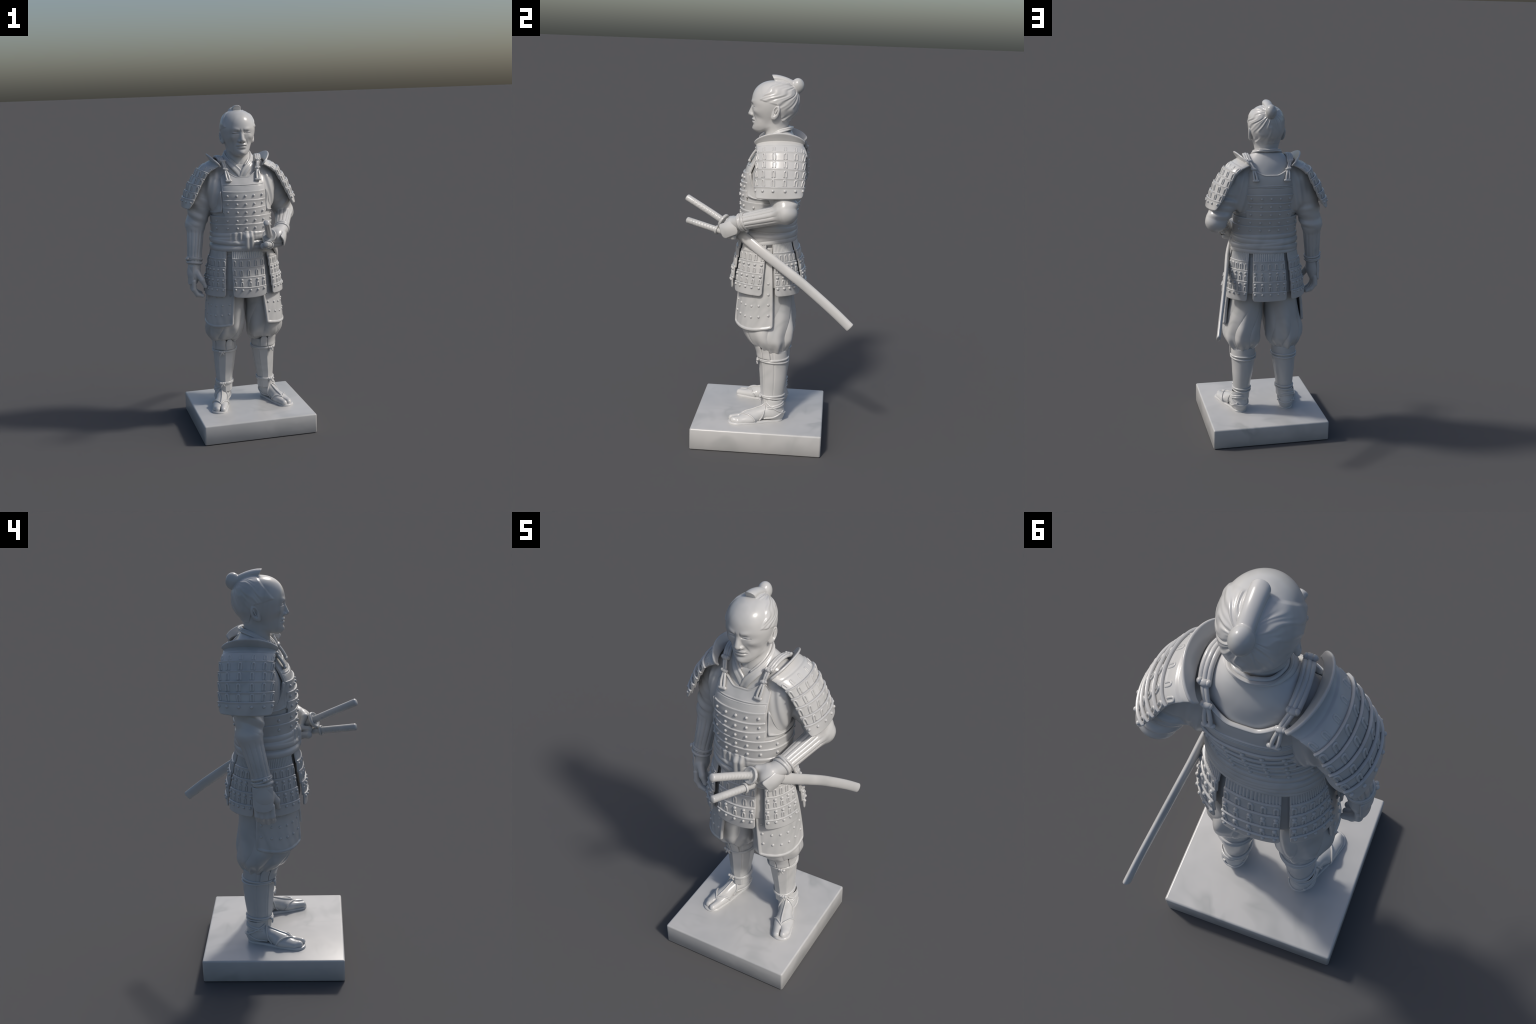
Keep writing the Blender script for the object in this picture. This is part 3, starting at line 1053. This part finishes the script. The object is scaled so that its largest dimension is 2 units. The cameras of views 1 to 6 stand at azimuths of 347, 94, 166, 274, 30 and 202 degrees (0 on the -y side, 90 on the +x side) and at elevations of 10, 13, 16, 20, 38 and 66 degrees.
def shin_poly(th):
    """Faceted front (splints), round calf."""
    N = 9
    s = 2 * np.pi / N
    a = np.mod(th + np.pi / 2 - s * .18, s) - s / 2
    poly = math.cos(s / 2) / np.cos(a) * 1.035
    front = smooth(-.1, -.5, np.sin(th))
    seam = 0
    for c in (.12, np.pi - .12, -np.pi / 2 - .62, -np.pi / 2 + .86):
        seam = seam + .036 * gauss((np.mod(th - c + np.pi, 2 * np.pi) - np.pi) / .050)
    return 1 + (poly - 1) * front - seam


def shin_sdf(X, Y, Z, sgn):
    x = sgn * (X - X0)
    cx, rx, cy, ry = shin_sec(Z)
    p, q = (x - cx) / rx, (Y - cy) / ry
    th = np.arctan2(q, p)
    d = (np.sqrt(p * p + q * q) - shin_poly(th)) * np.minimum(rx, ry)
    d = d - .003 * smooth(.262, .255, Z) * smooth(.20, .215, Z) * 0
    d = smax(d, .196 - Z, .006)
    return smax(d, Z - .53, .01)


def shin_ring(sgn, z, n=48, grow=0.0, tilt=0.0):
    th = np.linspace(0, 2 * np.pi, n, endpoint=False)
    zz = z + tilt * np.sin(th)
    cx, rx, cy, ry = shin_sec(zz)
    r = 1.0
    return np.stack([X0 + sgn * (cx + (rx + grow) * np.cos(th)), cy + (ry + grow) * np.sin(th), zz], 1)


def build_legs():
    for sgn in (1, -1):
        lo, hi = ((X0 - .025, -.17, .48), (X0 + .27, .18, .915))
        if sgn < 0:
            lo, hi = (X0 - .27, -.17, .48), (X0 + .025, .18, .915)
        f = lambda X, Y, Z: leg_sdf(X, Y, Z, sgn)
        V, F, N = surface(f, lo, hi, .0036)
        leg = add(to_mesh("leg", V, F, N), "leg")
        g = lambda X, Y, Z: shin_sdf(X, Y, Z, sgn)
        lo, hi = (X0 + .03, -.06, .18), (X0 + .215, .14, .54)
        if sgn < 0:
            lo, hi = (X0 - .215, -.06, .18), (X0 - .03, .14, .54)
        V, F, N = surface(g, lo, hi, .0026)
        shin = add(to_mesh("shin_guard", V, F, N), "shin_guard", leg)
        # knee plates above the upper tie
        for a0, a1, zt in ((-2.02, -1.46, .553), (-1.44, -.62, .563), (-.60, -.10, .548)):
            def fn(u, v):
                th = lerp(a0, a1, u)
                z = lerp(zt - .016 * np.maximum(np.abs(2 * u - 1) - .35, 0), .482, v)
                cx, rx, cy, ry = shin_sec(np.minimum(z, .52))
                k = 1.02 + .05 * smooth(.50, .555, z)
                return np.stack([X0 + sgn * (cx + rx * k * np.cos(th)), cy + ry * k * np.sin(th) - .012 * smooth(.50, .56, z), z], -1)
            slab("knee_plate", fn, .045 if a1 - a0 < .7 else .062, zt - .482, .0075, leg, rt=.010, rb=.002, lift=(.003, .003),
                 out=(X0 + sgn * .124, .04, .5), step=.004)
        # ties with a knot in front
        for z, gr in ((.470, .0030), (.258, .0030)):
            for dz in (-.0058, .0058):
                tube("tie", shin_ring(sgn, z + dz, grow=gr - abs(dz) * .1, tilt=.004 * np.sign(dz)), .0056, leg, seg=10, closed=True)
            cx, rx, cy, ry = (float(q) for q in shin_sec(np.array(z)))
            a = -1.12
            k = np.array([X0 + sgn * (cx + (rx + .009) * math.cos(a)), cy + (ry + .010) * math.sin(a), z - .002])
            s = sgn
            join("knot", [ball(k, (.011, .009, .010)), ball(k + [.013 * s, .001, .004], (.009, .008, .007)),
                          ball(k + [-.012 * s, -.002, .002], (.009, .007, .007)),
                          sweep([k, k + [.006 * s, -.003, -.012], k + [.009 * s, -.001, -.020]], [.005, .0046, .004], seg=8),
                          sweep([k, k + [-.009 * s, -.004, -.010], k + [-.013 * s, -.002, -.018]], [.005, .0046, .004], seg=8)], leg)


# ================================================================== FEET
def build_feet():
    for sgn, heel, toe in ((1, (.126, .118), (.226, -.186)), (-1, (-.132, .121), (-.222, -.182))):
        heel, toe = np.array(heel), np.array(toe)
        u = (toe - heel); Ln = float(np.linalg.norm(u)); u /= Ln
        w = np.array([-u[1], u[0]]) * 1.0           # lateral axis
        if w[0] * sgn < 0:
            w = -w                                   # positive = outer side

        def loc(X, Y):
            return (X - heel[0]) * u[0] + (Y - heel[1]) * u[1], (X - heel[0]) * w[0] + (Y - heel[1]) * w[1]

        def world(s, l, z):
            s, l, z = np.broadcast_arrays(np.asarray(s, float), np.asarray(l, float), np.asarray(z, float))
            return np.stack([heel[0] + s * u[0] + l * w[0], heel[1] + s * u[1] + l * w[1], z], -1)

        def f(X, Y, Z):
            s, l = loc(X, Y)
            z = Z - TOP
            d = ell(s, l, z, (.048, 0, .034), (.046, .037, .045))
            d = smin(d, cap(s, l, z, (.055, 0, .06), (.058, .0, .115), .047, .047), .03)
            d = smin(d, cap(s, l, z, (.085, .0, .056), (.200, .002, .030), .040, .030), .03)
            d = smin(d, ell(s, l, z, (.205, .004, .022), (.060, .046, .028)), .025)
            toe1 = cap(s, l, z, (.20, -.024, .024), (.292, -.021, .019), .022, .0185)
            toe2 = smin(cap(s, l, z, (.20, .012, .024), (.288, .012, .019), .020, .0185), cap(s, l, z, (.19, .034, .020), (.265, .029, .016), .018, .016), .02)
            d = smin(d, smin(toe1, toe2, .003), .012)
            d = d + .004 * gauss((l + .0045) / .0035) * smooth(.235, .265, s)
            d = smax(d, -z - .004, .004)
            # wrapped ankle cloth
            return d

        def sole(X, Y, Z):
            s, l = loc(X, Y)
            z = Z - TOP
            wd = .040 + .010 * smooth(.08, .2, s)
            q = np.hypot(np.maximum(np.abs(s - .158) - .110, 0), 0 * s)
            d = np.hypot(q, l - .002 * smooth(.1, .25, s)) - wd
            d = np.maximum(d, np.abs(s - .158) - .168)
            return smax(d, np.abs(z - .004) - .008, .008)
        c = (heel + toe) / 2
        lo = (c[0] - .13, -.215, TOP - .003); hi = (c[0] + .13, .15, .246)
        V, F, N = surface(f, lo, hi, .0026)
        foot = add(to_mesh("foot", V, F, N), "foot")
        V, F, N = surface(sole, (c[0] - .14, -.225, TOP - .006), (c[0] + .14, .16, TOP + .016), .003)
        sandal = add(to_mesh("sandal_sole", V, F, N), "sandal_sole", foot)
        # straw cords laid over the foot
        T = .5
        cords = [
            [(.246, -.004, .042), (.20, -.006, .062), (.15, -.004, .082), (.105, .0, .106)],
            [(.246, -.004, .042), (.215, .022, .045), (.18, .046, .020)],
            [(.246, -.004, .042), (.215, -.028, .045), (.185, -.046, .018)],
            [(.105, .0, .106), (.120, .030, .075), (.135, .044, .028), (.140, .047, .008)],
            [(.105, .0, .106), (.120, -.030, .075), (.135, -.042, .028), (.140, -.045, .008)],
            [(.100, .010, .110), (.060, .040, .075), (.015, .030, .050), (-.002, .0, .045)],
            [(.100, -.010, .110), (.060, -.040, .075), (.015, -.030, .050), (-.002, .0, .045)],
            [(.120, .046, .010), (.070, .042, .035), (.020, .034, .062)],
            [(.120, -.044, .010), (.070, -.042, .035), (.020, -.034, .062)],
        ]
        for cd in cords:
            p = path(cd)(np.linspace(0, 1, 26))
            P = snap(f, world(p[:, 0], p[:, 1], TOP + p[:, 2]), .0018)
            P[:, 2] = np.maximum(P[:, 2], TOP + .004)
            tube("sandal_cord", P, .0046, foot, seg=8)
        # cuff of the ankle cloth
        p = np.linspace(0, 2 * np.pi, 40, endpoint=False)
        for zz, g in ((.098, .0462), (.088, .0478)):
            tube("ankle_wrap", world(.060 + g * np.cos(p) * 1.08, g * np.sin(p), TOP + zz - .012 * np.cos(p)), .0062, foot, seg=8, closed=True)


# ================================================================== HANDS
def build_hands():
    # ---- hanging right hand
    def f(X, Y, Z):
        X, Y = X + .003, Y + .003
        palm = ell(X, Y, Z, (-.312, -.006, .970), (.034, .047, .064))
        d = smin(palm, cap(X, Y, Z, (-.303, -.003, 1.05), (-.307, -.004, .99), .040, .036), .03)
        for k, (y, l) in enumerate(((-.042, 0), (-.018, .008), (.006, .006), (.028, -.008))):
            a = (-.318, y, .935); b = (-.318, y - .002, .885 - l * .5); c = (-.297, y - .004, .855 - l); e = (-.268, y - .005, .843 - l * .6)
            fg = smin(cap(X, Y, Z, a, b, .0155, .0145), cap(X, Y, Z, b, c, .0145, .0135), .006)
            fg = smin(fg, cap(X, Y, Z, c, e, .0135, .0115), .006)
            d = smin(d, fg, .005)
        th = smin(cap(X, Y, Z, (-.292, -.040, .985), (-.270, -.062, .945), .020, .0165), cap(X, Y, Z, (-.270, -.062, .945), (-.252, -.068, .905), .0155, .012), .01)
        return smin(d, th, .010)
    V, F, N = surface(f, (-.365, -.105, .81), (-.225, .075, 1.06), .0021)
    hand = add(to_mesh("hand", V, F, N), "hand")

    def plate(u, v):
        a = lerp(-1.25, 1.15, u) * (1 - .10 * v)
        z = lerp(1.035, .925 - .012 * np.sin(np.pi * np.clip(u, 0, 1)), v)
        r = lerp(.038, .042, v)
        return np.stack([-.309 - .0 * v - (r - .004) * np.cos(a), -.005 + (r + .012) * np.sin(a), z], -1)
    slab("hand_guard", plate, .11, .11, .008, hand, rb=.022, rt=.004, out=(-.30, -.005, .98), step=.005)
    # ---- left hand that grips the scabbard
    K = np.array([.172, -.185, 1.192])

    def g(X, Y, Z):
        d = ell(X, Y, Z, (.172, -.196, 1.200), (.040, .050, .048))
        d = smin(d, cap(X, Y, Z, (.222, -.138, 1.241), (.190, -.180, 1.224), .043, .037), .03)
        # thumb closes over the scabbard
        d = smin(d, cap(X, Y, Z, (.165, -.190, 1.238), (.128, -.208, 1.236), .022, .017), .014)
        d = smin(d, cap(X, Y, Z, (.124, -.200, 1.232), (.112, -.186, 1.196), .0155, .0125), .010)
        # fingers fold underneath, their middle joints showing on the inner side
        for a, b, c, r in (((.188, -.226, 1.180), (.098, -.226, 1.180), (.103, -.168, 1.189), .0140),
                           ((.192, -.210, 1.160), (.084, -.220, 1.153), (.095, -.158, 1.150), .0180),
                           ((.200, -.186, 1.154), (.105, -.188, 1.143), (.102, -.150, 1.140), .0165)):
            fg = smin(cap(X, Y, Z, a, b, r, r), cap(X, Y, Z, b, c, r, r * .95), .006)
            d = smin(d, fg, .007)
        return d
    V, F, N = surface(g, (.055, -.29, 1.085), (.285, -.085, 1.300), .0023)
    hand = add(to_mesh("hand", V, F, N), "hand")
    A, B, Cc, D = (np.array(p) for p in ((.216, -.172, 1.250), (.174, -.264, 1.212), (.196, -.232, 1.138), (.232, -.150, 1.180)))

    def plate2(u, v):
        u_, v_ = u[..., None], v[..., None]
        p = (A * (1 - u_) + B * u_) * (1 - v_) + (D * (1 - u_) + Cc * u_) * v_
        bul = .012 * np.sin(np.pi * np.clip(v, 0, 1)) + .004 * np.sin(np.pi * np.clip(u, 0, 1))
        return p + (bul + .006)[..., None] * np.array([.88, -.30, .22])
    slab("hand_guard", plate2, .10, .078, .009, hand, rt=.012, rb=.020, out=(.15, -.17, 1.20), step=.005)


def build_cuffs(arms):
    for (W, E, r) in ((WR_R, EL_R, .0475), (WR_L, EL_L, .0455)):
        u = (W - E) / np.linalg.norm(W - E)
        k = np.cross(u, (0, .3, 1.0) if abs(u[2]) < .7 else (1., .2, 0)); k /= np.linalg.norm(k)
        w = np.cross(u, k)
        th = np.linspace(0, 2 * np.pi, 44, endpoint=False)
        par = empty("cuff"); par.parent = STATUE
        for o, g, t in ((-.018, -.002, .0058), (-.007, -.002, .0058), (.009, -.005, .0085)):
            tilt = .004 * np.sin(th * 1 + o * 200)
            P = W + u * (o + tilt)[:, None] + (r + g) * (np.cos(th)[:, None] * k + np.sin(th)[:, None] * w)
            tube("cuff_band", P, t, par, seg=10, closed=True)
        for dth in (.0, .22):
            c = W - u * .012 + (r + .006) * (math.cos(1.2 + dth) * k + math.sin(1.2 + dth) * w)
            join("knot", [ball(c, (.0095, .0095, .0085))], par)


# ================================================================== SWORDS
def build_swords():
    kat = path([(.046, -.462, 1.331), (.116, -.249, 1.221), (.160, -.148, 1.162), (.200, -.058, 1.102), (.240, .092, 1.004), (.266, .187, .941), (.291, .273, .878), (.319, .367, .806), (.346, .458, .730)])
    long_sword = empty("long_sword"); long_sword.parent = STATUE
    tt = np.linspace(0, 1, 400)
    Pk = kat(tt)
    i0 = int(np.argmin(np.linalg.norm(Pk - np.array([.116, -.249, 1.221]), axis=1)))

    def wrap_relief(nd):
        def r(s, a):
            m = smooth(.12, .2, s) * smooth(.98, .93, s)
            bead = np.abs(np.sin(s * np.pi * nd)) ** 1.2
            sidew = np.maximum(gauss((np.mod(a - 0.0 + np.pi, 2 * np.pi) - np.pi) / .42), gauss((np.mod(a - np.pi + np.pi, 2 * np.pi) - np.pi) / .42))
            zig = gauss((np.mod(a, np.pi) - np.pi / 2) / 1.2) * 0
            return m * (.0022 * bead * sidew - .0012 * sidew + zig)
        return r
    hs = kat(np.linspace(tt[3], tt[i0 - 1], 120))
    side = np.array([.93, -.20, .30])
    tube("handle", hs, np.full(120, .0185), long_sword, seg=40, flat=side, wide=np.full(120, .0180), relief=wrap_relief(13), blunt=.45)
    sc = kat(np.linspace(tt[i0], 1, 90))
    q = np.linspace(0, 1, 90)
    taper = .0285 - .0035 * q
    tube("scabbard", sc[:-1], (taper)[:-1], long_sword, seg=32, flat=(1, -.18, .05), wide=(.0135 - .0015 * q)[:-1], blunt=.25)

    def guard(c, ax, r, t, par):
        ax = ax / np.linalg.norm(ax)
        k = np.cross(ax, (1, 0, 0)); k /= np.linalg.norm(k); w = np.cross(ax, k)
        th = np.linspace(0, 2 * np.pi, 48, endpoint=False)
        prof = [(.10, t * .32), (.78, t * .32), (.84, t * .55), (.94, t * .58), (1.0, t * .25), (1.0, -t * .25), (.94, -t * .5), (.10, -t * .5)]
        V = [c + ax * z + r * q * (math.cos(a) * k + math.sin(a) * w) for q, z in prof for a in th]
        n = 48
        F = [(i * n + s, i * n + (s + 1) % n, (i + 1) * n + (s + 1) % n, (i + 1) * n + s) for i in range(len(prof) - 1) for s in range(n)]
        F.append(tuple(range(n))[::-1]); F.append(tuple(range((len(prof) - 1) * n, len(prof) * n)))
        me = to_mesh("guard", V, F)
        add(me, "guard", par)
    d = Pk[i0 + 6] - Pk[i0 - 6]
    guard(np.array([.116, -.249, 1.221]), -d, .0415, .014, long_sword)
    p0, p1 = np.array([.040, -.459, 1.203]), np.array([.105, -.284, 1.169])
    short_sword = empty("short_sword"); short_sword.parent = STATUE
    dd = (p1 - p0) / np.linalg.norm(p1 - p0)
    tube("handle", p0 + dd * .007 + np.linspace(0, 1, 100)[:, None] * (p1 - p0 - dd * .007), np.full(100, .0178), short_sword, seg=36, flat=side, wide=np.full(100, .0175), relief=wrap_relief(11), blunt=.45)
    guard(p1, -dd, .0250, .012, short_sword)
    tube("scabbard", path([p1, p1 + dd * .06, (.130, -.150, 1.138), (.120, -.080, 1.125)])(np.linspace(0, 1, 24)), .016, short_sword, seg=20)


build_plinth()
build_head()
ARMS = build_torso()
build_collar()
build_cuirass()
build_straps()
build_shoulder_guards()
build_sash()
build_skirt()
build_thigh_guards()
build_legs()
build_feet()
build_hands()
build_cuffs(ARMS)
build_swords()
